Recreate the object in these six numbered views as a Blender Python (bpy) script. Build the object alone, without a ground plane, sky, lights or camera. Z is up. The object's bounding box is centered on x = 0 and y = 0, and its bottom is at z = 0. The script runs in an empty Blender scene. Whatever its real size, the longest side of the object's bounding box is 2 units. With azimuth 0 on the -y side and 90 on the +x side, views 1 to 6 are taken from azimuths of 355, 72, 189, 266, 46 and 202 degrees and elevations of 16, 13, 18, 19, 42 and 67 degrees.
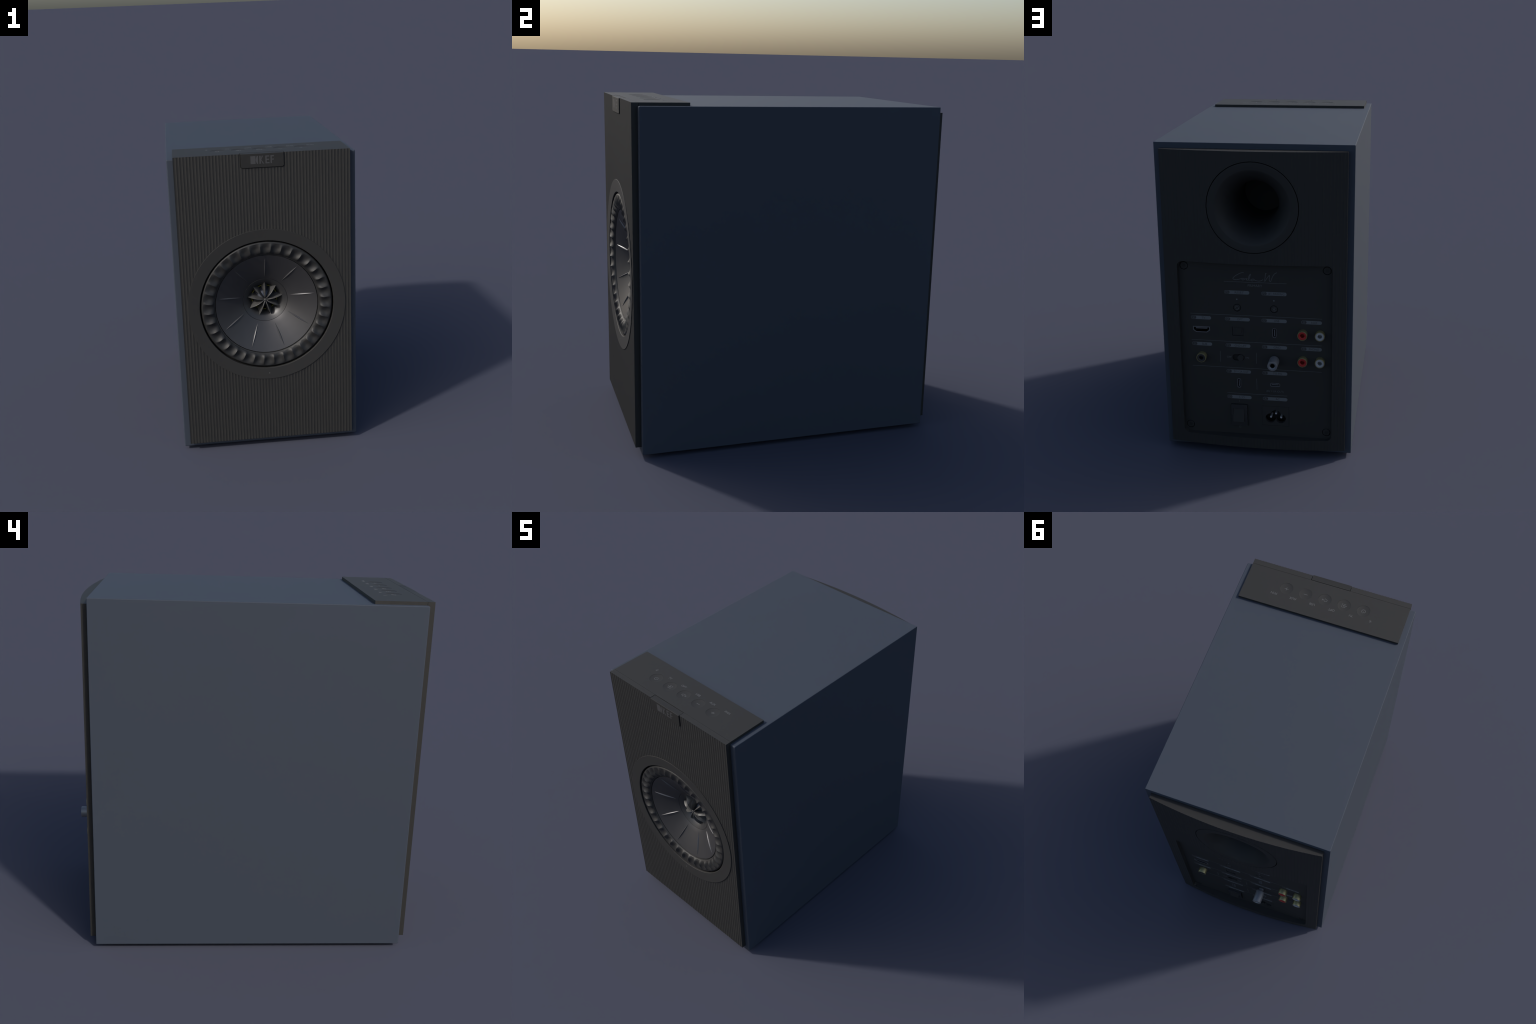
# Wireless bookshelf loudspeaker: slate-blue cabinet sleeve, fluted dark front baffle that folds over the
# top as a control strip, coaxial driver, bowed rear panel with bass port and connection plate.
import bpy, bmesh, math
from math import sin, cos, pi, sqrt, radians
from mathutils import Vector, Matrix

# ------------------------------------------------------------------ main sizes (metres)
CAB_X, CAB_YF, CAB_YB, CAB_Z0, CAB_Z1 = 0.5897, -0.9165, 0.8325, 0.0236, 1.9824
BAF_X, BAF_Y, BAF_Z0, TOP_Z = 0.5500, -0.9508, 0.0574, 2.0000
TOP_YB = -0.6355                       # rear edge of the control strip
SEAM_Y = -0.9112                      # seam between the front baffle and the control strip
DRV_Z = 1.0037                        # driver axis height
REAR_X, REAR_Z0, REAR_Z1 = 0.5515, 0.0565, 1.9485
REAR_EDGE, REAR_MID = 0.8670, 0.9070  # bowed rear panel: y at its sides and in its middle
PORT_Z, PORT_R = 1.6170, 0.2735
PLATE_Y = 0.8500                      # floor of the connection pocket
PK_X, PK_Z0, PK_Z1, PK_R = 0.4700, 0.1240, 1.2740, 0.036
FLUTES = 55
PITCH = 2 * BAF_X / FLUTES

# ------------------------------------------------------------------ materials
def material(name, col, rough=0.5, metal=0.0, spec=0.5, noise=0.0, nscale=40.0, bump=0.0, bscale=600.0, coat=0.0, rvar=0.0):
    m = bpy.data.materials.new(name); m.use_nodes = True
    nt = m.node_tree; b = nt.nodes["Principled BSDF"]
    b.inputs["Base Color"].default_value = (*col, 1)
    b.inputs["Roughness"].default_value = rough
    b.inputs["Metallic"].default_value = metal
    b.inputs["Specular IOR Level"].default_value = spec
    b.inputs["Coat Weight"].default_value = coat
    tc = nt.nodes.new("ShaderNodeTexCoord")
    if noise or rvar:
        n = nt.nodes.new("ShaderNodeTexNoise"); n.inputs["Scale"].default_value = nscale
        n.inputs["Detail"].default_value = 5
        nt.links.new(tc.outputs["Object"], n.inputs["Vector"])
        if noise:
            r = nt.nodes.new("ShaderNodeValToRGB")
            r.color_ramp.elements[0].position = 0.3; r.color_ramp.elements[1].position = 0.7
            r.color_ramp.elements[0].color = (*[c * (1 - noise) for c in col], 1)
            r.color_ramp.elements[1].color = (*[c * (1 + noise) for c in col], 1)
            nt.links.new(n.outputs["Fac"], r.inputs["Fac"])
            nt.links.new(r.outputs["Color"], b.inputs["Base Color"])
        if rvar:
            mr = nt.nodes.new("ShaderNodeMapRange")
            mr.inputs["To Min"].default_value = rough - rvar; mr.inputs["To Max"].default_value = rough + rvar
            nt.links.new(n.outputs["Fac"], mr.inputs["Value"])
            nt.links.new(mr.outputs["Result"], b.inputs["Roughness"])
    if bump:
        n2 = nt.nodes.new("ShaderNodeTexNoise"); n2.inputs["Scale"].default_value = bscale
        bp = nt.nodes.new("ShaderNodeBump"); bp.inputs["Strength"].default_value = bump
        bp.inputs["Distance"].default_value = 0.001
        nt.links.new(tc.outputs["Object"], n2.inputs["Vector"])
        nt.links.new(n2.outputs["Fac"], bp.inputs["Height"])
        nt.links.new(bp.outputs["Normal"], b.inputs["Normal"])
    return m

M_CAB   = material("slate_blue_lacquer", (0.0356, 0.0453, 0.0642), 0.72, spec=0.4, noise=0.008, nscale=3, bump=0.05, bscale=500)
M_BAF   = material("charcoal_plastic", (0.0221, 0.0216, 0.0206), 0.67, spec=0.38, noise=0.04, nscale=60, bump=0.05, bscale=700)
M_TOP   = material("charcoal_top_plastic", (0.0221, 0.0216, 0.0206), 0.67, spec=0.38, noise=0.04, nscale=60, bump=0.05, bscale=700)
M_TRIM  = material("trim_ring_plastic", (0.0245, 0.0240, 0.0232), 0.62, spec=0.38, noise=0.03, nscale=60, bump=0.04, bscale=800)
M_CONE  = material("satin_anodised_cone", (0.062,0.061,0.064), 0.44, metal=0.55, noise=0.03, nscale=20)
M_RIB   = material("cone_rib_metal", (0.10, 0.10, 0.105), 0.38, metal=0.55)
M_SURR  = material("rubber_surround", (0.0160,0.0158,0.0155), 0.55, noise=0.05, nscale=80)
M_WG    = material("waveguide_metal", (0.054,0.054,0.056), 0.40, metal=0.5)
M_FIN   = material("phase_fin_metal", (0.090,0.089,0.087), 0.48, metal=0.3)
M_DOME  = material("tweeter_dome_metal", (0.055, 0.062, 0.080), 0.35, metal=0.6)
M_YEL   = material("yellow_ring", (0.17, 0.16, 0.02), 0.5)
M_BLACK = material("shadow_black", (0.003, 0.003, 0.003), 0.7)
M_REAR  = material("rear_black_plastic", (0.0190, 0.0186, 0.0178), 0.67, spec=0.38, noise=0.05, nscale=60, bump=0.05, bscale=700)
M_PLATE = material("connection_plate_plastic", (0.0190, 0.0186, 0.0178), 0.67, spec=0.38, noise=0.04, nscale=60, bump=0.05, bscale=700)
M_PORT  = material("port_plastic", (0.0190, 0.0186, 0.0178), 0.67, spec=0.38, noise=0.04, nscale=60)
M_PRINT = material("grey_print", (0.105, 0.110, 0.115), 0.6)
M_FAINT = material("faint_grey_print", (0.078,0.080,0.083), 0.6)
M_DARKP = material("dark_print", (0.026, 0.026, 0.027), 0.6)
M_ICON  = material("icon_grey_print", (0.110, 0.110, 0.110), 0.55)
M_LOGO  = material("badge_grey_print", (0.050,0.050,0.052), 0.60)
M_BADGE = material("badge_plastic", (0.0170, 0.0168, 0.0162), 0.67, spec=0.38)
M_GOLD  = material("gilt_brass", (0.36,0.32,0.16), 0.40, metal=0.8, rvar=0.05, nscale=90)
M_RED   = material("red_plastic", (0.34, 0.012, 0.010), 0.45)
M_WHITE = material("white_plastic", (0.28,0.28,0.285), 0.45)
M_SILV  = material("brushed_steel", (0.160,0.162,0.172), 0.45, metal=0.6, rvar=0.06, nscale=120)
M_POST  = material("ground_post_steel", (0.20, 0.203, 0.212), 0.45, metal=0.5, rvar=0.05, nscale=120)
M_PIN   = material("socket_pin_metal", (0.70, 0.70, 0.72), 0.30, metal=0.6)
M_SOCK  = material("black_socket_plastic", (0.018, 0.018, 0.019), 0.45)
M_FOOT  = material("rubber_foot", (0.012, 0.012, 0.012), 0.8)
M_LED   = material("indicator_lens", (0.30, 0.30, 0.30), 0.35)

# ------------------------------------------------------------------ object helpers
def flatten_normals(o):
    md = o.modifiers.new("face_weighted_normals", 'WEIGHTED_NORMAL'); md.keep_sharp = True; md.weight = 100
    return o

def to_obj(name, verts, faces, mat, parent, angle=32):
    me = bpy.data.meshes.new(name)
    me.from_pydata([tuple(v) for v in verts], [], faces); me.validate()
    return wrap(name, me, mat, parent, angle)

def wrap(name, me, mat, parent, angle=32):
    me.materials.clear(); me.materials.append(mat)
    if angle:
        me.shade_smooth(); me.set_sharp_from_angle(angle=radians(angle))
    o = bpy.data.objects.new(name, me); bpy.context.scene.collection.objects.link(o)
    o.parent = parent
    return o

FRAMES = {"front": lambda u, v, w: (u, -w, v), "rear": lambda u, v, w: (-u, w, v), "top": lambda u, v, w: (u, v, w)}

def circle(cx, cy, r, n=48, a0=0.0):
    return [(cx + r * cos(a0 + 2 * pi * i / n), cy + r * sin(a0 + 2 * pi * i / n)) for i in range(n)]

def rrect(x0, y0, x1, y1, r, n=8, corners=(1, 1, 1, 1)):
    """rounded rectangle, counter-clockwise; corners: lower left, lower right, upper right, upper left"""
    out = []
    for k, (cx, cy, a) in enumerate(((x0, y0, pi), (x1, y0, 1.5 * pi), (x1, y1, 0), (x0, y1, .5 * pi))):
        if not corners[k] or r <= 0:
            out.append((cx, cy)); continue
        ox = cx + (r if k in (0, 3) else -r); oy = cy + (r if k in (0, 1) else -r)
        out += [(ox + r * cos(a + .5 * pi * i / n), oy + r * sin(a + .5 * pi * i / n)) for i in range(n + 1)]
    return out

def inset(poly, d):
    n = len(poly); out = []
    for i in range(n):
        a, b, c = Vector(poly[i - 1]), Vector(poly[i]), Vector(poly[(i + 1) % n])
        e1, e2 = (b - a).normalized(), (c - b).normalized()
        n1, n2 = Vector((-e1.y, e1.x)), Vector((-e2.y, e2.x))
        m = (n1 + n2); m = m / max(0.4, m.dot(n1) if m.length else 1)
        out.append(tuple(b + m * d))
    return out

def prism(poly, w0, w1, frame, chamfer=0.0, data=False):
    """solid with outline poly (u,v) between depths w0 < w1 (w points out of the surface)"""
    f = FRAMES[frame]; n = len(poly)
    loops = [(poly, w0)]
    if chamfer: loops += [(poly, w1 - chamfer), (inset(poly, chamfer), w1)]
    else: loops += [(poly, w1)]
    vs = [f(u, v, w) for p, w in loops for u, v in p]
    fs = [list(range(n))[::-1], [(len(loops) - 1) * n + i for i in range(n)]]
    for k in range(len(loops) - 1):
        fs += [[k * n + i, k * n + (i + 1) % n, (k + 1) * n + (i + 1) % n, (k + 1) * n + i] for i in range(n)]
    return vs, fs

def solid(name, poly, w0, w1, frame, mat, parent, chamfer=0.0, angle=32):
    vs, fs = prism(poly, w0, w1, frame, chamfer)
    o = to_obj(name, vs, fs, mat, parent, angle)
    return flatten_normals(o) if chamfer else o

def ring_solid(name, outer, inner, w0, w1, frame, mat, parent):
    f = FRAMES[frame]; n = len(outer)
    vs = [f(u, v, w) for p, w in ((outer, w0), (outer, w1), (inner, w1), (inner, w0)) for u, v in p]
    fs = [[k * n + i, k * n + (i + 1) % n, ((k + 1) % 4) * n + (i + 1) % n, ((k + 1) % 4) * n + i]
          for k in range(4) for i in range(n)]
    return to_obj(name, vs, fs, mat, parent)

def box(name, x0, x1, y0, y1, z0, z1, mat, parent, bevel=0.0, seg=3):
    bm = bmesh.new(); bmesh.ops.create_cube(bm, size=1)
    for v in bm.verts:
        v.co = Vector(((x0 + x1) / 2 + v.co.x * (x1 - x0), (y0 + y1) / 2 + v.co.y * (y1 - y0), (z0 + z1) / 2 + v.co.z * (z1 - z0)))
    if bevel:
        bmesh.ops.bevel(bm, geom=bm.edges[:], offset=bevel, segments=seg, profile=0.5, affect='EDGES')
    me = bpy.data.meshes.new(name); bm.to_mesh(me); bm.free()
    return wrap(name, me, mat, parent, 40)

def lathe(name, prof, n, cx, cz, mat, parent, warp=None, cap=False, angle=32, flip=False, shift=None):
    """revolve (r, y) profile about the y axis through (cx, cz)"""
    vs, fs = [], []
    for r, y in prof:
        for i in range(n):
            a = 2 * pi * i / n
            x, z = cx + r * cos(a), cz + r * sin(a) + (shift(r) if shift else 0)
            vs.append((x, y + (warp(r, a) if warp else 0), z))
    for k in range(len(prof) - 1):
        for i in range(n):
            q = [k * n + i, k * n + (i + 1) % n, (k + 1) * n + (i + 1) % n, (k + 1) * n + i]
            fs.append(q[::-1] if flip else q)
    if cap:
        last = [(len(prof) - 1) * n + i for i in range(n)]
        fs.append(last[::-1] if flip else last)
    return to_obj(name, vs, fs, mat, parent, angle)

def spline(pts, sub=8, closed=False):
    P = [Vector(p) for p in pts]; out = []; n = len(P)
    for i in range(n if closed else n - 1):
        g = (lambda j: P[j % n]) if closed else (lambda j: P[max(0, min(n - 1, j))])
        p0, p1, p2, p3 = g(i - 1), g(i), g(i + 1), g(i + 2)
        for s in range(sub):
            t = s / sub
            out.append(0.5 * (2 * p1 + (p2 - p0) * t + (2 * p0 - 5 * p1 + 4 * p2 - p3) * t * t + (3 * p1 - p0 - 3 * p2 + p3) * t ** 3))
    if not closed: out.append(P[-1])
    return out

def strokes(name, paths, width, w0, w1, frame, mat, parent, smooth=0):
    """raised pen strokes: each path is a list of (u, v); ribbons with thickness"""
    f = FRAMES[frame]; vs, fs = [], []
    for k, path in enumerate(paths):
        p = spline(path, smooth) if smooth else [Vector(q) for q in path]
        base = len(vs); n = len(p); h = w1 + k * 0.00004
        for i, q in enumerate(p):
            d1 = (p[i] - p[i - 1]).normalized() if i else (p[1] - p[0]).normalized()
            d2 = (p[i + 1] - p[i]).normalized() if i < n - 1 else d1
            t = (d1 + d2); t = t.normalized() if t.length > 0.3 else d2
            nn = Vector((-t.y, t.x)) * width / 2
            a, b = q + nn, q - nn
            vs += [f(a.x, a.y, w0), f(b.x, b.y, w0), f(b.x, b.y, h), f(a.x, a.y, h)]
        for i in range(n - 1):
            A, B = base + 4 * i, base + 4 * i + 4
            fs += [[A + 3, A + 2, B + 2, B + 3], [A + 2, A + 1, B + 1, B + 2], [A, A + 3, B + 3, B]]
        fs += [[base, base + 1, base + 2, base + 3], [base + 4 * (n - 1) + j for j in (3, 2, 1, 0)]]
    return to_obj(name, vs, fs, mat, parent, 0)

def lettering(name, text, cu, cv, height, w0, w1, frame, mat, parent, width=None):
    """printed word from the built-in font, centred on (cu, cv), cap height given, very thin relief"""
    cv_ = bpy.data.curves.new("lettering_curve", 'FONT'); cv_.body = text; cv_.resolution_u = 3
    cv_.extrude = 0.5
    tmp = bpy.data.objects.new("lettering_tmp", cv_); bpy.context.scene.collection.objects.link(tmp)
    dg = bpy.context.evaluated_depsgraph_get()
    me = bpy.data.meshes.new_from_object(tmp.evaluated_get(dg))
    bpy.data.objects.remove(tmp); bpy.data.curves.remove(cv_)
    xs = [v.co.x for v in me.vertices]; ys = [v.co.y for v in me.vertices]
    x0, x1 = min(xs), max(xs); cap = 0.69                      # cap height of the built-in font
    s = height / cap
    sx = width / (x1 - x0) if width else s * 0.95
    f = FRAMES[frame]
    for v in me.vertices:
        v.co = f(cu + (v.co.x - (x0 + x1) / 2) * sx, cv + (v.co.y - cap / 2) * s, w0 if v.co.z < 0 else w1)
    me.name = name
    return wrap(name, me, mat, parent, 0)

def boolean_cut(obj, cutters):
    for vs, fs in cutters:
        me = bpy.data.meshes.new("cut"); me.from_pydata([tuple(v) for v in vs], [], fs)
        c = bpy.data.objects.new("cut", me); bpy.context.scene.collection.objects.link(c)
        md = obj.modifiers.new("cut", 'BOOLEAN'); md.operation = 'DIFFERENCE'; md.solver = 'EXACT'; md.object = c
        dg = bpy.context.evaluated_depsgraph_get()
        new = bpy.data.meshes.new_from_object(obj.evaluated_get(dg))
        obj.modifiers.clear(); old = obj.data; nm = old.name; obj.data = new
        bpy.data.meshes.remove(old); new.name = nm
        bpy.data.objects.remove(c); bpy.data.meshes.remove(me)
    obj.data.shade_flat()

# ------------------------------------------------------------------ the thing
root = bpy.data.objects.new("bookshelf_speaker", None); bpy.context.scene.collection.objects.link(root)
root["label"] = "slate blue bookshelf loudspeaker with dark fluted front and round driver"
root["category"] = "loudspeaker"

# ---- cabinet: a rounded-edge sleeve, open inside at the front and the back
def build_cabinet():
    """rectangular loops swept from the front opening over the rounded rims to the rear opening"""
    bf, br, rim = 0.0070, 0.0024, 0.055
    loops = [(rim, CAB_YF + 0.40), (rim, CAB_YF)]
    loops += [(bf * (1 - sin(a)), CAB_YF + bf * (1 - cos(a))) for a in [pi / 2 * k / 4 for k in range(5)]]
    loops += [(br * (1 - cos(a)), CAB_YB - br * (1 - sin(a))) for a in [pi / 2 * k / 3 for k in range(4)]]
    loops += [(rim, CAB_YB), (rim, CAB_YB - 0.40)]
    vs, fs, n = [], [], 0
    for d, y in loops:
        p = rrect(-CAB_X + d, CAB_Z0 + d, CAB_X - d, CAB_Z1 - d, 0.0040, 4)
        n = len(p); vs += [(u, y, v) for u, v in p]
    for k in range(len(loops) - 1):
        fs += [[k * n + i, (k + 1) * n + i, (k + 1) * n + (i + 1) % n, k * n + (i + 1) % n] for i in range(n)]
    return flatten_normals(to_obj("cabinet", vs, fs, M_CAB, root, 40))
cabinet = build_cabinet()
box("base_pad", -0.52, 0.52, -0.845, 0.765, 0.0, CAB_Z0 + 0.003, M_FOOT, root, 0.004)

# ---- fluted sheets built as vertical columns whose z spans are cut by openings
def fluted_sheet(name, xs, y_of, spans_of, y_back, mat, facing, walls=()):
    """xs: column positions; spans_of(x, side) -> list of (z0, z1) left/right of x; returns verts/faces.
    facing -1: sheet looks to -y, +1: to +y. Rims are folded back to y_back(x)."""
    vs, fs = [], []
    def quad(a, b, c, d):
        i = len(vs); vs.extend((a, b, c, d)); fs.append([i, i + 1, i + 2, i + 3] if facing < 0 else [i + 3, i + 2, i + 1, i])
    for xa, xb in zip(xs[:-1], xs[1:]):
        ya, yb = y_of(xa), y_of(xb); ba, bb = y_back(xa), y_back(xb)
        for (a0, a1), (b0, b1) in zip(spans_of(xa, xb, 0), spans_of(xa, xb, 1)):
            quad((xa, ya, a0), (xb, yb, b0), (xb, yb, b1), (xa, ya, a1))
            quad((xa, ba, a0), (xb, bb, b0), (xb, yb, b0), (xa, ya, a0))
            quad((xa, ya, a1), (xb, yb, b1), (xb, bb, b1), (xa, ba, a1))
    for x, s in ((xs[0], 1), (xs[-1], -1)):
        z0, z1 = spans_of(xs[0], xs[1], 0)[0] if s > 0 else spans_of(xs[-2], xs[-1], 1)[0]
        q = [(x, y_back(x), z0), (x, y_of(x), z0), (x, y_of(x), z1), (x, y_back(x), z1)]
        i = len(vs); vs.extend(q); o = [i, i + 1, i + 2, i + 3]
        fs.append(o if s * -facing > 0 else o[::-1])
    for x, z0, z1 in walls:
        quad((x, y_of(x), z0), (x, y_back(x), z0), (x, y_back(x), z1), (x, y_of(x), z1))
    bm = bmesh.new(); me = bpy.data.meshes.new(name); me.from_pydata(vs, [], fs)
    bm.from_mesh(me); bmesh.ops.remove_doubles(bm, verts=bm.verts[:], dist=1e-6)
    bm.to_mesh(me); bm.free()
    return wrap(name, me, mat, root, 14)

def columns(half, per, extra):
    n = FLUTES * per
    xs = sorted(set([round(-half + 2 * half * i / n, 6) for i in range(n + 1)] + [round(e, 6) for e in extra]))
    out = [xs[0]]
    for x in xs[1:]:
        if x - out[-1] > 2e-4 or x in [round(e, 6) for e in extra]:
            if x - out[-1] <= 2e-4: out[-1] = x
            else: out.append(x)
    return out

# ---- front baffle
FLUTE_D = 0.0023
NOTCH_X, NOTCH_Z, NOTCH_R = 0.1372, 1.9090, 0.015
HOLE_R = 0.480
def notch_bottom(x):
    d = abs(x) - (NOTCH_X - NOTCH_R)
    return NOTCH_Z if d <= 0 else NOTCH_Z + NOTCH_R - sqrt(max(0, NOTCH_R ** 2 - d * d))
def scallop(t):
    """concave flute between two crisp ridges: 0 on the ridge, 1 in the middle of the flute"""
    t = t % 1.0
    return 1 - (2 * t - 1) ** 2
def baffle_y(x):
    return BAF_Y + FLUTE_D * scallop((x + BAF_X) / PITCH)
def baffle_spans(xa, xb, side):
    x = xb if side else xa; mid = (xa + xb) / 2
    top = notch_bottom(x) if abs(mid) < NOTCH_X else TOP_Z
    if abs(mid) < HOLE_R:
        h = sqrt(max(0, HOLE_R ** 2 - x * x))
        return [(BAF_Z0, DRV_Z - h), (DRV_Z + h, top)]
    return [(BAF_Z0, top)]
xs = columns(BAF_X, 10, [-NOTCH_X, NOTCH_X, -HOLE_R, HOLE_R])
baffle = fluted_sheet("front_baffle", xs, baffle_y, baffle_spans, lambda x: SEAM_Y - 0.0006, M_BAF, -1)
box("baffle_backing", -0.542, 0.542, -0.9165, -0.90, 1.50, 1.992, M_BLACK, root)

# ---- badge in its notch, with raised mark and letters
badge = solid("badge", rrect(-0.1345, 1.9118, 0.1345, 1.9992, 0.0135, corners=(1, 1, 0, 0)), 0.9140, 0.9550, "front", M_BADGE, root, 0.0012)
def badge_mark(name, polys):
    vs, fs = [], []
    for p in polys:
        v, f = prism(p, 0.9546, 0.9554, "front"); o = len(vs); vs += v; fs += [[i + o for i in q] for q in f]
    return to_obj(name, vs, fs, M_LOGO, badge, 0)
zl, zh = 1.9352, 1.9842; zm = (zl + zh) / 2
def bar(x0, x1, z0, z1): return [(x0, z0), (x1, z0), (x1, z1), (x0, z1)]
badge_mark("badge_emblem", [bar(-0.0728, -0.0418, zl, zh),
    [(-0.0405, zm), (-0.0385, zm - .011), (-0.0335, zl), (-0.0262, zl), (-0.0262, zh), (-0.0335, zh), (-0.0385, zm + .011)]])
badge_mark("badge_letter", [bar(-0.0180, -0.0090, zl, zh),
    [(-0.0090, zm + 0.003), (-0.0090, zm - 0.004), (-0.0070, zm - 0.002), (-0.0062, zm + 0.0005), (0.0060, zh), (-0.0022, zh)],
    [(-0.0062, zm + 0.0005), (-0.0078, zm - 0.003), (0.0028, zl), (0.0112, zl)]])
badge_mark("badge_letter", [bar(0.0195, 0.0275, zl, zh), bar(0.0275, 0.0445, zl, zl + .0072), bar(0.0275, 0.0420, zm - .0036, zm + .0036), bar(0.0275, 0.0435, zh - .0072, zh)])
badge_mark("badge_letter", [bar(0.0515, 0.0595, zl, zh), bar(0.0595, 0.0720, zm - .0036, zm + .0036), bar(0.0595, 0.0728, zh - .0072, zh)])

# ---- control strip on top, with dished buttons and printed icons
strip = solid("control_strip", rrect(-BAF_X, SEAM_Y + 0.0006, BAF_X, TOP_YB, 0.0), CAB_Z1 - 0.004, TOP_Z, "top", M_TOP, root)
BUTTONS = [-0.2675, -0.1338, 0.0, 0.1338, 0.2675]; BTN_Y, BTN_R = -0.7913, 0.0452
boolean_cut(strip, [prism(circle(x, BTN_Y, BTN_R, 64), CAB_Z1 + 0.004, TOP_Z + 0.01, "top") for x in BUTTONS])
def dish():
    n, vs, fs = 64, [], []
    prof = [(BTN_R - 0.0002, 0.0), (BTN_R - 0.0012, 0.0002)] + [(BTN_R * k / 10, -0.0026 * (1 - (k / 10) ** 2)) for k in range(9, 0, -1)]
    for r, z in prof: vs += [(r * cos(2 * pi * i / n), r * sin(2 * pi * i / n), z - 0.0008) for i in range(n)]
    for k in range(len(prof) - 1): fs += [[k * n + i, k * n + (i + 1) % n, (k + 1) * n + (i + 1) % n, (k + 1) * n + i] for i in range(n)]
    vs.append((0, 0, -0.0034)); c = len(vs) - 1; k = len(prof) - 1
    fs += [[k * n + i, k * n + (i + 1) % n, c] for i in range(n)]
    me = bpy.data.meshes.new("touch_button"); me.from_pydata(vs, [], fs); return me
first = None
for x in BUTTONS:
    if first is None: o = first = wrap("touch_button", dish(), M_TOP, strip, 40)
    else: o = first.copy(); bpy.context.scene.collection.objects.link(o)
    o.location = (x, BTN_Y, TOP_Z)
IW0, IW1, IS = TOP_Z - 0.0050, TOP_Z - 0.0028, 0.0026
def arc(cx, cy, r, a0, a1, n=14): return [(cx + r * cos(radians(a0 + (a1 - a0) * i / n)), cy + r * sin(radians(a0 + (a1 - a0) * i / n))) for i in range(n + 1)]
bx = BUTTONS
strokes("power_icon", [arc(bx[0], BTN_Y - .001, .0125, 120, 420), [(bx[0], BTN_Y), (bx[0], BTN_Y + .014)]], IS, IW0, IW1, "top", M_ICON, strip)
cx = bx[1]
strokes("source_icon", [[(cx - .009, BTN_Y + .007), (cx - .009, BTN_Y + .0125), (cx + .0145, BTN_Y + .0125), (cx + .0145, BTN_Y - .0125), (cx - .009, BTN_Y - .0125), (cx - .009, BTN_Y - .007)],
    [(cx - .019, BTN_Y), (cx + .005, BTN_Y)], [(cx - .001, BTN_Y + .006), (cx + .0055, BTN_Y), (cx - .001, BTN_Y - .006)]], IS, IW0, IW1, "top", M_ICON, strip)
strokes("mute_icon", [[(-.016, BTN_Y - .006), (-.009, BTN_Y - .006), (.001, BTN_Y - .013), (.001, BTN_Y + .013), (-.009, BTN_Y + .006), (-.016, BTN_Y + .006), (-.016, BTN_Y - .006)],
    [(.008, BTN_Y - .006), (.019, BTN_Y + .006)], [(.008, BTN_Y + .006), (.019, BTN_Y - .006)]], IS, IW0, IW1, "top", M_ICON, strip)
strokes("minus_icon", [[(bx[3] - .0135, BTN_Y), (bx[3] + .0135, BTN_Y)]], IS, IW0, IW1, "top", M_ICON, strip)
strokes("plus_icon", [[(bx[4] - .0135, BTN_Y), (bx[4] + .0135, BTN_Y)], [(bx[4], BTN_Y - .0115), (bx[4], BTN_Y + .0115)]], IS, IW0, IW1, "top", M_ICON, strip)
LY = -0.7315
for x, t in zip((-0.199, -0.066, 0.068, 0.202, 0.335), ("TV", "OPT", "USB", "AUX", "PHN")):
    lettering("source_label", t, x, LY, 0.0165, TOP_Z - 0.0003, TOP_Z + 0.0003, "top", M_ICON, strip)
def bluetooth(cu, cv, h): return [(cu - .32 * h, cv + .25 * h), (cu + .32 * h, cv - .25 * h), (cu, cv - .5 * h), (cu, cv + .5 * h), (cu + .32 * h, cv + .25 * h), (cu - .32 * h, cv - .25 * h)]
strokes("wireless_symbol", [bluetooth(-0.333, LY, 0.022)], 0.0022, TOP_Z - .0003, TOP_Z + .0003, "top", M_ICON, strip)

# ---- driver
def trim_profile():
    """shallow dish: the outer rim stands proud of the baffle, the face falls towards the cone"""
    p = [(0.5128, -0.9440), (0.5128, -0.9528), (0.5121, -0.9535), (0.5110, -0.9536), (0.4395, -0.9490)]
    p += [(0.4392 - 0.0032 * sin(a), -0.9458 - 0.0032 * cos(a)) for a in [pi / 2 * k / 5 for k in range(1, 6)]]
    return p + [(0.4358, -0.915), (0.4358, -0.820)]
flatten_normals(lathe("trim_ring", trim_profile(), 160, 0, DRV_Z, M_TRIM, root))
lathe("driver_gap", [(0.4360, -0.830), (0.30, -0.830), (0.20, -0.60), (0.0005, -0.60)], 96, 0, DRV_Z, M_BLACK, root)
led = solid("indicator_light", circle(0, 0.5292, 0.0036, 16), 0.9490, 0.9512, "front", M_LED, root)

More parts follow.
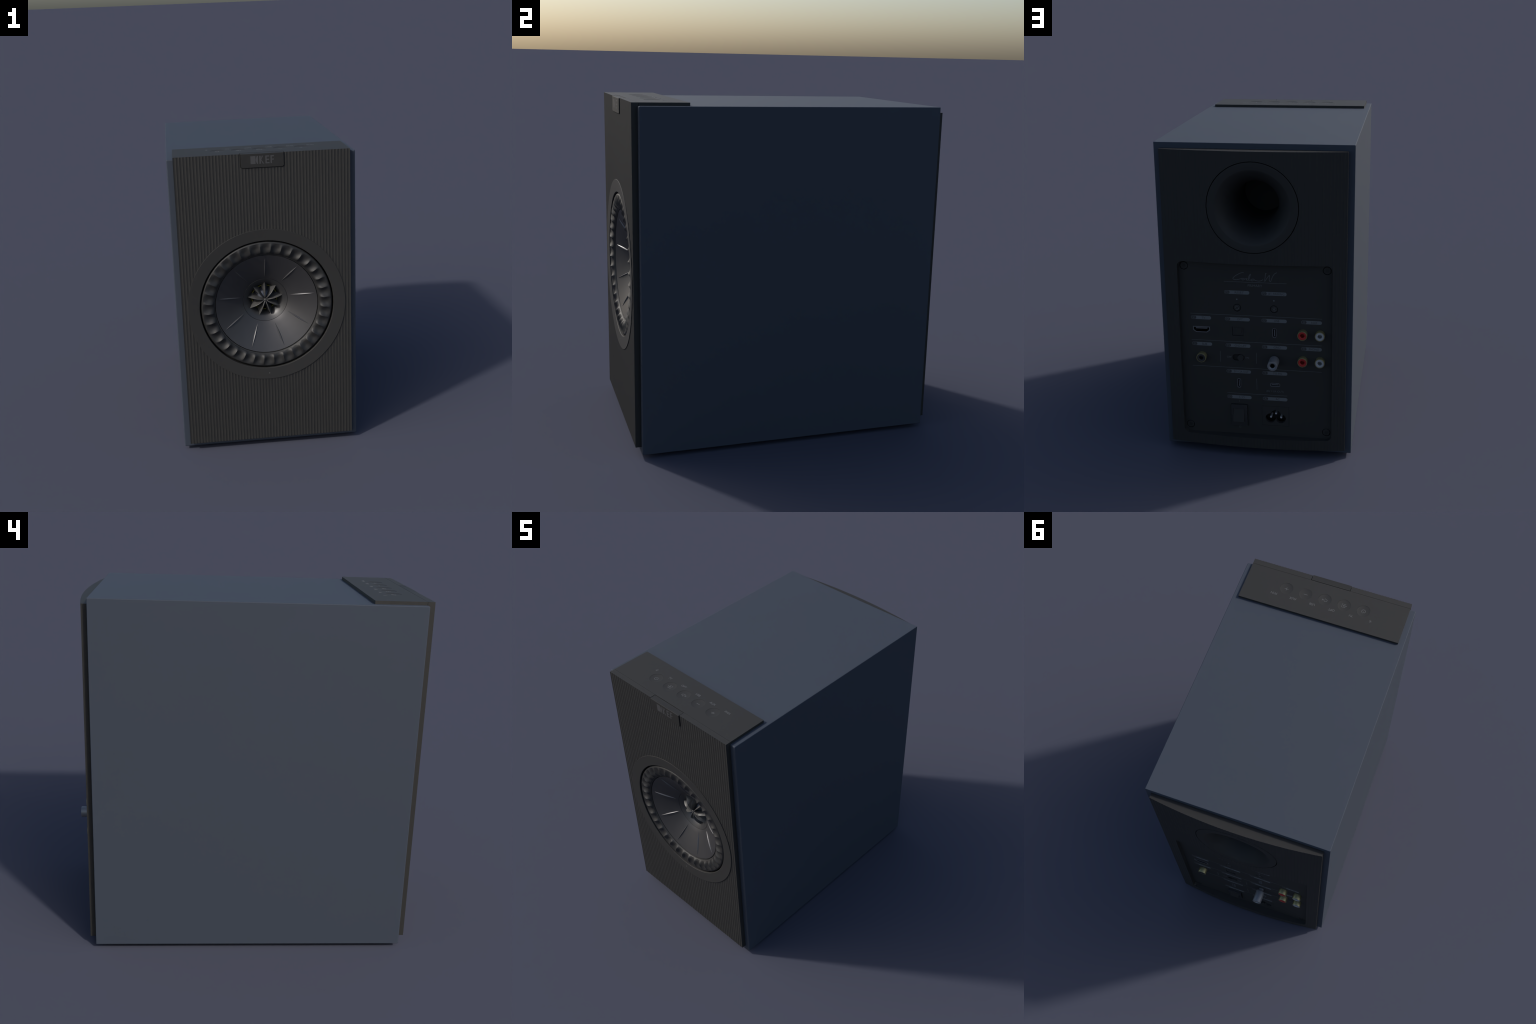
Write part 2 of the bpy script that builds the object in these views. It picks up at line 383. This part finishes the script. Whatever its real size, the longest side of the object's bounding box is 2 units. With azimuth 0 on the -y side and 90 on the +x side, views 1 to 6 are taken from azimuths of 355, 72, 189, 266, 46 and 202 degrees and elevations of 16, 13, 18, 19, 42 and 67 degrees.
PLEATS = 36
def build_surround():
    prof = spline([(0.4285, -0.880), (0.4285, -0.925), (0.4275, -0.9365), (0.4240, -0.9418), (0.418, -0.9452), (0.405, -0.9505), (0.390, -0.9530), (0.373, -0.9535), (0.360, -0.9490), (0.350, -0.9395), (0.343, -0.9290), (0.3375, -0.9258), (0.3358, -0.9245), (0.3352, -0.890)], 5)
    n = PLEATS * 16; vs, fs = [], []
    for k, p in enumerate(prof):
        r, y = p.x, p.y
        t = (r - 0.3455) / (0.4180 - 0.3455)
        amp = 0.0160 * sin(pi * t ** 0.85) ** 0.9 if 0 < t < 1 else 0.0
        for i in range(n):
            a = 2 * pi * i / n - pi / 2
            swirl = 0.10 * (t - 0.5) if 0 < t < 1 else 0
            ph = (i / n * PLEATS + 0.5 + swirl) % 1.0
            ph = ph - 1 if ph > 0.5 else ph            # -0.5..0.5, ridge at 0
            valley = 1 - (2 * abs(ph) - 1) ** 2
            vs.append((r * cos(a), y + amp * valley, DRV_Z + r * sin(a)))
    for k in range(len(prof) - 1):
        fs += [[k * n + i, k * n + (i + 1) % n, (k + 1) * n + (i + 1) % n, (k + 1) * n + i] for i in range(n)]
    return to_obj("surround", vs, fs, M_SURR, root, 38)
build_surround()

CONE = [(0.3330, -0.870), (0.3330, -0.9236), (0.3322, -0.9245), (0.300, -0.9105), (0.260, -0.8915), (0.220, -0.8718), (0.180, -0.8505), (0.1488, -0.8335), (0.1482, -0.8330), (0.1482, -0.780)]
def cone_y(r):
    for (r1, y1), (r0, y0) in zip(CONE[2:-2], CONE[3:-1]):
        if r0 <= r <= r1: return y0 + (y1 - y0) * (r - r0) / max(1e-9, r1 - r0)
    return -0.8330
cone = lathe("speaker_cone", CONE, 144, 0, DRV_Z, M_CONE, root)
def rib_mesh(a):
    r0, r1, m = 0.166, 0.316, 20; vs, fs = [], []
    for i in range(m + 1):
        t = i / m; r = r0 + (r1 - r0) * t; s = sin(pi * t)
        w = 0.0062 * s + 0.0002; h = 0.0075 * s ** 0.8 + 0.0002; y = cone_y(r)
        for k, (dw, dh) in enumerate(((-w, 0.002), (-w * .45, -h * .78), (0, -h), (w * .45, -h * .78), (w, 0.002))):
            vs.append((r * cos(a) - dw * sin(a), y + dh, DRV_Z + r * sin(a) + dw * cos(a)))
    for i in range(m):
        for k in range(4):
            A = i * 5 + k; fs.append([A + 1, A, A + 5, A + 6])
    return vs, fs
for i in range(9):
    to_obj("cone_rib", *rib_mesh(radians(90 + 40 * i)), M_RIB, cone, 50)
WG = [(0.1466, -0.780), (0.1466, -0.8322), (0.1460, -0.8326), (0.130, -0.8228), (0.115, -0.8112), (0.102, -0.7965), (0.093, -0.781), (0.087, -0.762)]
wave = lathe("tweeter_waveguide", WG, 96, 0, DRV_Z, M_WG, root)
lathe("tweeter_ring", [(0.0865, -0.770), (0.0850, -0.7755), (0.0822, -0.7755), (0.081, -0.770)], 72, 0, DRV_Z, M_YEL, wave)
lathe("tweeter_dome", [(0.0818 * sin(a), -0.7180 - 0.0900 * cos(a) + 0.0 ) for a in [pi / 2.6 * k / 10 for k in range(10, 0, -1)]] + [(0.0003, -0.808)], 72, 0, DRV_Z, M_DOME, wave)
def fin_mesh(a):
    """radial blade: arched front edge from the hub out to a point on the waveguide"""
    edge = spline([(0.0, -0.8240), (0.014, -0.8325), (0.030, -0.8400), (0.048, -0.8425), (0.066, -0.8405), (0.084, -0.8345), (0.101, -0.8240), (0.1185, -0.8115)], 3)
    vs, fs = [], []
    for p in edge:
        r, y = p.x, p.y
        k = max(0.0, 1 - r / 0.1175)
        tw, bw = 0.0009 + 0.0014 * k, 0.0015 + (0.24 * r if r < 0.082 else 0.0197 * (0.1175 - r) / 0.0355)
        yb = -0.770 if r < 0.09 else -0.770 + (-0.804 + 0.770) * (r - 0.09) / 0.0275
        ym = y + (yb - y) * 0.35
        for w, yy in ((-bw, yb), (-(tw + (bw - tw) * .34), ym), (-tw, y + .0012), (0, y), (tw, y + .0012), (tw + (bw - tw) * .34, ym), (bw, yb)):
            vs.append((r * cos(a) - w * sin(a), yy, DRV_Z + r * sin(a) + w * cos(a)))
    m = 7
    for i in range(len(edge) - 1):
        for k in range(m - 1):
            A = i * m + k; fs.append([A + 1, A, A + m, A + m + 1])
    fs.append([(len(edge) - 1) * m + k for k in range(m)][::-1])
    return vs, fs
for i in range(9):
    to_obj("phase_fin", *fin_mesh(radians(90 + 40 * i)), M_FIN, wave, 40)
lathe("fin_hub", [(0.0090, -0.80), (0.0085, -0.8310), (0.0060, -0.8338), (0.0004, -0.8345)], 24, 0, DRV_Z, M_FIN, wave)

# ---- bowed rear panel
def bow(x): return REAR_EDGE + (REAR_MID - REAR_EDGE) * (1 - (x / REAR_X) ** 2)
def rear_y(x): return bow(x) - 0.0013 * scallop((x + REAR_X) / (2 * REAR_X / FLUTES))
def pk_lo(x):
    d = abs(x) - (PK_X - PK_R); return PK_Z0 if d <= 0 else PK_Z0 + PK_R - sqrt(max(0, PK_R ** 2 - d * d))
def rear_spans(xa, xb, side):
    x = xb if side else xa; mid = (xa + xb) / 2
    if abs(mid) > PK_X: return [(REAR_Z0, REAR_Z1)]
    lo = pk_lo(x); hi = PK_Z1 - (lo - PK_Z0)
    if abs(mid) < PORT_R + 0.0010:
        h = sqrt(max(0, (PORT_R + 0.0010) ** 2 - x * x))
        return [(REAR_Z0, lo), (hi, PORT_Z - h), (PORT_Z + h, REAR_Z1)]
    return [(REAR_Z0, lo), (hi, REAR_Z1)]
xs = columns(REAR_X, 8, [-PK_X, PK_X, -PORT_R - .001, PORT_R + .001])
walls = [(x, PK_Z0 + PK_R, PK_Z1 - PK_R) for x in (-PK_X, PK_X)]        # straight side walls of the pocket
rear = fluted_sheet("rear_panel", xs, rear_y, rear_spans, lambda x: 0.829, M_REAR, 1, walls)

port_prof = [(0.2698, -0.074), (0.2698, -0.0012), (0.2690, -0.0004), (0.2270, 0.0), (0.2235, -0.0012), (0.2150, -0.0070), (0.2000, -0.0210), (0.1850, -0.0390), (0.1700, -0.0630), (0.1560, -0.0930), (0.1430, -0.1320), (0.1335, -0.1800), (0.1285, -0.2500), (0.1265, -0.7000)]
def port_warp(r, a):
    t = min(1, max(0, (r - 0.15) / 0.07)); t = t * t * (3 - 2 * t)
    return (bow(r * cos(a)) - REAR_MID) * t
def sink(r):
    """the bore droops slightly: its axis drops as it goes in"""
    t = min(1, max(0, (0.2235 - r) / 0.08)); return -0.006 * t * t * (3 - 2 * t)
port = lathe("bass_port", [(r, REAR_MID + y) for r, y in port_prof], 128, 0, PORT_Z, M_PORT, root, warp=port_warp, flip=True, shift=sink)
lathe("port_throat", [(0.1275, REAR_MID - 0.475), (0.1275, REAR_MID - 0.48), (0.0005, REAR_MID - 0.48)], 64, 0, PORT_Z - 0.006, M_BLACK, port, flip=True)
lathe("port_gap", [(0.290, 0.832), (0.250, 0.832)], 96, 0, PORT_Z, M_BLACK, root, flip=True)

# ---- connection plate (u runs to the viewer's right, so u = -x)
plate = solid("connection_plate", rrect(-PK_X - 0.002, PK_Z0 - 0.002, PK_X + 0.002, PK_Z1 + 0.002, PK_R), 0.826, PLATE_Y, "rear", M_PLATE, root)
box("plate_interior", -0.46, 0.46, 0.70, 0.785, 0.14, 1.26, M_BLACK, plate)
CUT0, CUT1 = 0.815, 0.86
hdmi = [(-0.393, 0.8215), (-0.374, 0.8070), (-0.306, 0.8070), (-0.2865, 0.8215), (-0.2865, 0.8455), (-0.393, 0.8455)]
hdmi_in = inset(hdmi, 0.0048)
def stadium(u0, v0, u1, v1, d=0.0): return rrect(u0 + d, v0 + d, u1 - d, v1 - d, (min(u1 - u0, v1 - v0) / 2 - d) * 0.96, 8)
usb_list = [(0.1025, 0.7925, 0.1268, 0.8565), (-0.1243, 0.4445, -0.1000, 0.5075), (0.0835, 0.4645, 0.1465, 0.4885)]
ac_holes = [(0.116, 0.2705), (0.0835, 0.2445), (0.1485, 0.2445)]
screws = [(su * 0.4350, sz) for su in (-1, 1) for sz in (0.1686, 1.2362)]
reset_c, pair_c = (-0.1135, 0.9785), (0.1140, 0.9785)
cuts = [hdmi_in, rrect(-0.148, 0.794, -0.078, 0.853, 0.002, 2), rrect(-0.1505, 0.628, -0.0765, 0.6715, 0.0217, 8),
        rrect(-0.1665, 0.1825, -0.0605, 0.3325, 0.003, 3)] + [stadium(*q, 0.0028) for q in usb_list] \
     + [circle(u, v, 0.0318, 40) for u, v in ac_holes] + [circle(u, v, 0.0262, 40) for u, v in screws] \
     + [circle(*c, 0.0242, 40) for c in (reset_c, pair_c)]
boolean_cut(plate, [prism(p, CUT0, CUT1, "rear") for p in cuts])
W = PLATE_Y

# sockets and controls
ring_solid("video_socket_shell", hdmi, hdmi_in, 0.822, W + 0.0022, "rear", M_SILV, plate)
solid("video_socket_tongue", rrect(-0.376, 0.8290, -0.304, 0.8355, 0.001), 0.780, W - 0.004, "rear", M_SILV, plate)
solid("optical_socket", rrect(-0.1465, 0.7955, -0.0795, 0.8515, 0.002), 0.820, W - 0.0050, "rear", M_SOCK, plate)
solid("optical_shutter", [(-0.138, 0.8440), (-0.138, 0.823), (-0.133, 0.808), (-0.125, 0.8010), (-0.101, 0.8010), (-0.093, 0.808), (-0.088, 0.823), (-0.088, 0.8440)], 0.83, W - 0.0020, "rear", M_PLATE, plate, 0.0012)
for p in usb_list:
    ring_solid("data_socket_shell", stadium(*p), stadium(*p, 0.0030), 0.822, W + 0.0015, "rear", M_SILV, plate)
    cu, cv, hu, hv = (p[0] + p[2]) / 2, (p[1] + p[3]) / 2, (p[2] - p[0]) / 2, (p[3] - p[1]) / 2
    hu, hv = (0.0026, hv - 0.010) if hv > hu else (hu - 0.010, 0.0026)
    solid("data_socket_tongue", rrect(cu - hu, cv - hv, cu + hu, cv + hv, 0.001), 0.82, W - 0.003, "rear", M_SILV, plate)

def jack(name, u, v, core_mat):
    p = lathe(name, [(0.0300, W - 0.002), (0.0300, W + 0.0340), (0.0292, W + 0.0354), (0.0268, W + 0.0356), (0.0258, W + 0.0340), (0.0258, W + 0.030)], 48, -u, v, M_GOLD, plate, flip=True)
    lathe(name + "_insulator", [(0.0256, W + 0.0320), (0.0254, W + 0.0352), (0.0242, W + 0.0362), (0.0150, W + 0.0356), (0.0128, W + 0.0330), (0.0122, W + 0.002), (0.0006, W + 0.002)], 40, -u, v, core_mat, p, flip=True)
for v in (0.8270, 0.6515):
    jack("phono_jack", 0.2895, v, M_RED); jack("phono_jack", 0.3955, v, M_WHITE)
jack("subwoofer_jack", -0.3410, 0.6485, M_SOCK)
knob = lathe("ground_post", [(0.0185, W - 0.002), (0.0185, W + 0.018), (0.0290, W + 0.019), (0.0312, W + 0.022), (0.0312, W + 0.1020), (0.0295, W + 0.1048), (0.0215, W + 0.1053), (0.0185, W + 0.1005), (0.0145, W + 0.0980)], 64, -0.1155, 0.6495, M_POST, plate, flip=True,
    warp=None)
lathe("ground_post_hole", [(0.0147, W + 0.0980), (0.0128, W + 0.0975), (0.0125, W + 0.06), (0.0005, W + 0.06)], 40, -0.1155, 0.6495, M_BLACK, knob, flip=True)
# slide switch
box("switch_slot_floor", 0.07, 0.157, 0.815, W - 0.012, 0.62, 0.68, M_BLACK, plate)
solid("slide_switch", rrect(-0.1170, 0.6300, -0.0785, 0.6695, 0.0190), 0.820, W + 0.0090, "rear", M_PLATE, plate, 0.001)
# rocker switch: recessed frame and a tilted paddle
ring_solid("rocker_frame", rrect(-0.1650, 0.1840, -0.0620, 0.3310, 0.002, 3), rrect(-0.1530, 0.2160, -0.0810, 0.3030, 0.001, 3), 0.820, W + 0.0130, "rear", M_SOCK, plate)
f = FRAMES["rear"]
rk = [(-0.1520, 0.2170), (-0.0820, 0.2170), (-0.0820, 0.3020), (-0.1520, 0.3020)]
rv = [f(u, v, 0.825) for u, v in rk] + [f(u, v, w) for (u, v), w in zip(rk, (W + 0.024, W + 0.024, W + 0.009, W + 0.009))]
to_obj("rocker_paddle", rv, [[3, 2, 1, 0], [4, 5, 6, 7], [0, 1, 5, 4], [1, 2, 6, 5], [2, 3, 7, 6], [3, 0, 4, 7]], M_PLATE, plate, 0)
# mains inlet
ring_solid("mains_inlet_dark_outline", rrect(0.0280, 0.1925, 0.2015, 0.3280, 0.002, 3), rrect(0.0305, 0.1950, 0.1990, 0.3255, 0.002, 3), W - 0.002, W + 0.0006, "rear", M_BLACK, plate)  # thin black rectangular outline laid on the plate around the inlet
for u, v in ac_holes:
    lathe("mains_pin", [(0.0068, 0.760), (0.0068, 0.832), (0.0055, 0.8350), (0.0004, 0.8358)], 24, -u, v, M_PIN, plate, flip=True)
for u, v in screws:
    s = solid("plate_screw", circle(u, v, 0.0226, 40), 0.822, W - 0.0010, "rear", M_PLATE, plate, 0.0015)
    solid("screw_socket", circle(u, v, 0.0105, 6), 0.846, W - 0.0004, "rear", M_BLACK, s)
for c, nm in ((reset_c, "reset_button"), (pair_c, "pairing_button")):
    solid(nm, circle(*c, 0.0210, 40), 0.820, W + 0.0012, "rear", M_PLATE, plate, 0.002)
    solid("status_light", circle(c[0], 1.0330, 0.0046, 16), W - 0.001, W + 0.0010, "rear", M_PRINT, plate)
strokes("reset_symbol", [arc(*reset_c, .0105, 60, 195, 8), arc(*reset_c, .0105, 240, 375, 8)], 0.0030, W + .0010, W + .0016, "rear", M_FAINT, plate)
strokes("wireless_symbol", [bluetooth(*pair_c, 0.027)], 0.0024, W + .0010, W + .0016, "rear", M_FAINT, plate)

# printed rules
def rule(u0, v0, u1, v1, t=0.0022):
    if abs(u1 - u0) > abs(v1 - v0): p = bar(u0, u1, v0 - t / 2, v0 + t / 2)
    else: p = bar(u0 - t / 2, u0 + t / 2, v0, v1)
    solid("printed_rule", p, W - 0.0005, W + 0.0005, "rear", M_FAINT, plate, angle=0)
for u0, v, u1 in ((-0.190, 1.1450, 0.192), (-0.405, 0.9290, 0.405), (-0.405, 0.7545, 0.405), (-0.405, 0.5797, 0.405), (-0.190, 0.4045, 0.191)):
    rule(u0, v, u1, v)
rule(-0.2265, 0.614, -0.2265, 0.686); rule(0.0005, 0.614, 0.0005, 0.686); rule(0.0, 0.437, 0.0, 0.511)

# printed pills with a letter tab
PILLS = [(-0.1900, -0.0355, 1.0772, "P4", "RESET"), (0.0375, 0.1915, 1.0772, "P2", "BT PAIRING"),
         (-0.4035, -0.2770, 0.9032, "V", "TV"), (-0.1905, -0.0355, 0.9032, "O", "OPT"), (0.0365, 0.1915, 0.9032, "U", "USB"), (0.2785, 0.4050, 0.9032, "X", "AUX"),
         (-0.4035, -0.2770, 0.7290, "S", "SUB"), (-0.1910, -0.0355, 0.7290, "P1", "GND LIFT"), (0.0365, 0.1920, 0.7290, "G", "GND"), (0.2780, 0.4050, 0.7290, "H", "PHONO"),
         (-0.1905, -0.0355, 0.5542, "F", "5V = 2A OUT"), (0.0365, 0.1920, 0.5542, "T", "TO P/S"),
         (-0.1905, -0.0355, 0.3787, "IO", "I / O"), (0.0365, 0.1915, 0.3787, "A", "AC")]
WID = {"BT PAIRING": 0.096, "GND LIFT": 0.074, "5V = 2A OUT": 0.092, "PHONO": 0.062, "RESET": 0.056, "TO P/S": 0.054}
for u0, u1, v, tab, text in PILLS:
    h = 0.0112
    pl = solid("socket_label", stadium(u0, v - h, u1, v + h), W - 0.0005, W + 0.0005, "rear", M_PRINT, plate, angle=0)
    solid("label_tab", stadium(u0 + 0.0014, v - h + 0.0014, u0 + 0.0335, v + h - 0.0014), W, W + 0.0009, "rear", M_DARKP, pl, angle=0)
    lettering("tab_letter", tab, u0 + 0.0172, v, 0.0135, W + 0.0005, W + 0.0013, "rear", M_FAINT, pl)
    lettering("label_word", text, (u0 + 0.0335 + u1 - 0.002) / 2, v, 0.0140, W, W + 0.0010, "rear", M_DARKP, pl, WID.get(text))
for t, u, v, hgt, wd in (("PRIMARY", 0.0, 1.1245, 0.0150, 0.0880), ("OFF", -0.170, 0.6500, 0.0120, None), ("ON", -0.0590, 0.6500, 0.0120, None),
                         ("20V = 3A (OUT)", 0.1135, 0.4320, 0.0120, 0.1080), ("I", -0.1138, 0.3510, 0.0130, None), ("O", -0.1130, 0.1705, 0.0120, None)):
    lettering("plate_word", t, u, v, hgt, W - 0.0003, W + 0.0005, "rear", M_FAINT, plate, wd)

# handwritten model signature: strokes in a 0..1 wide box
def sig(pts): return [(-0.134 + 0.268 * x, 1.150 + 0.268 * y) for x, y in pts]
strokes("signature", [
    sig([(.25, .200), (.215, .203), (.15, .180), (.06, .125), (.005, .070), (.015, .040), (.08, .032), (.15, .050), (.215, .068), (.205, .040), (.235, .030), (.265, .052), (.235, .072), (.215, .060)]),
    sig([(.265, .055), (.33, .068), (.305, .046), (.325, .030), (.36, .048), (.405, .175), (.365, .120), (.36, .045), (.385, .032), (.43, .048), (.47, .070), (.425, .052), (.42, .022), (.45, .018), (.485, .055), (.50, .032), (.58, .020), (.65, .032), (.68, .060)]),
    sig([(.765, .205), (.745, .200), (.735, .120), (.722, .030), (.735, .032), (.83, .165), (.825, .060), (.842, .022), (.865, .035), (.90, .130), (.95, .205), (1.0, .232)])],
    0.0034, W - 0.0003, W + 0.0005, "rear", M_FAINT, plate, smooth=6)
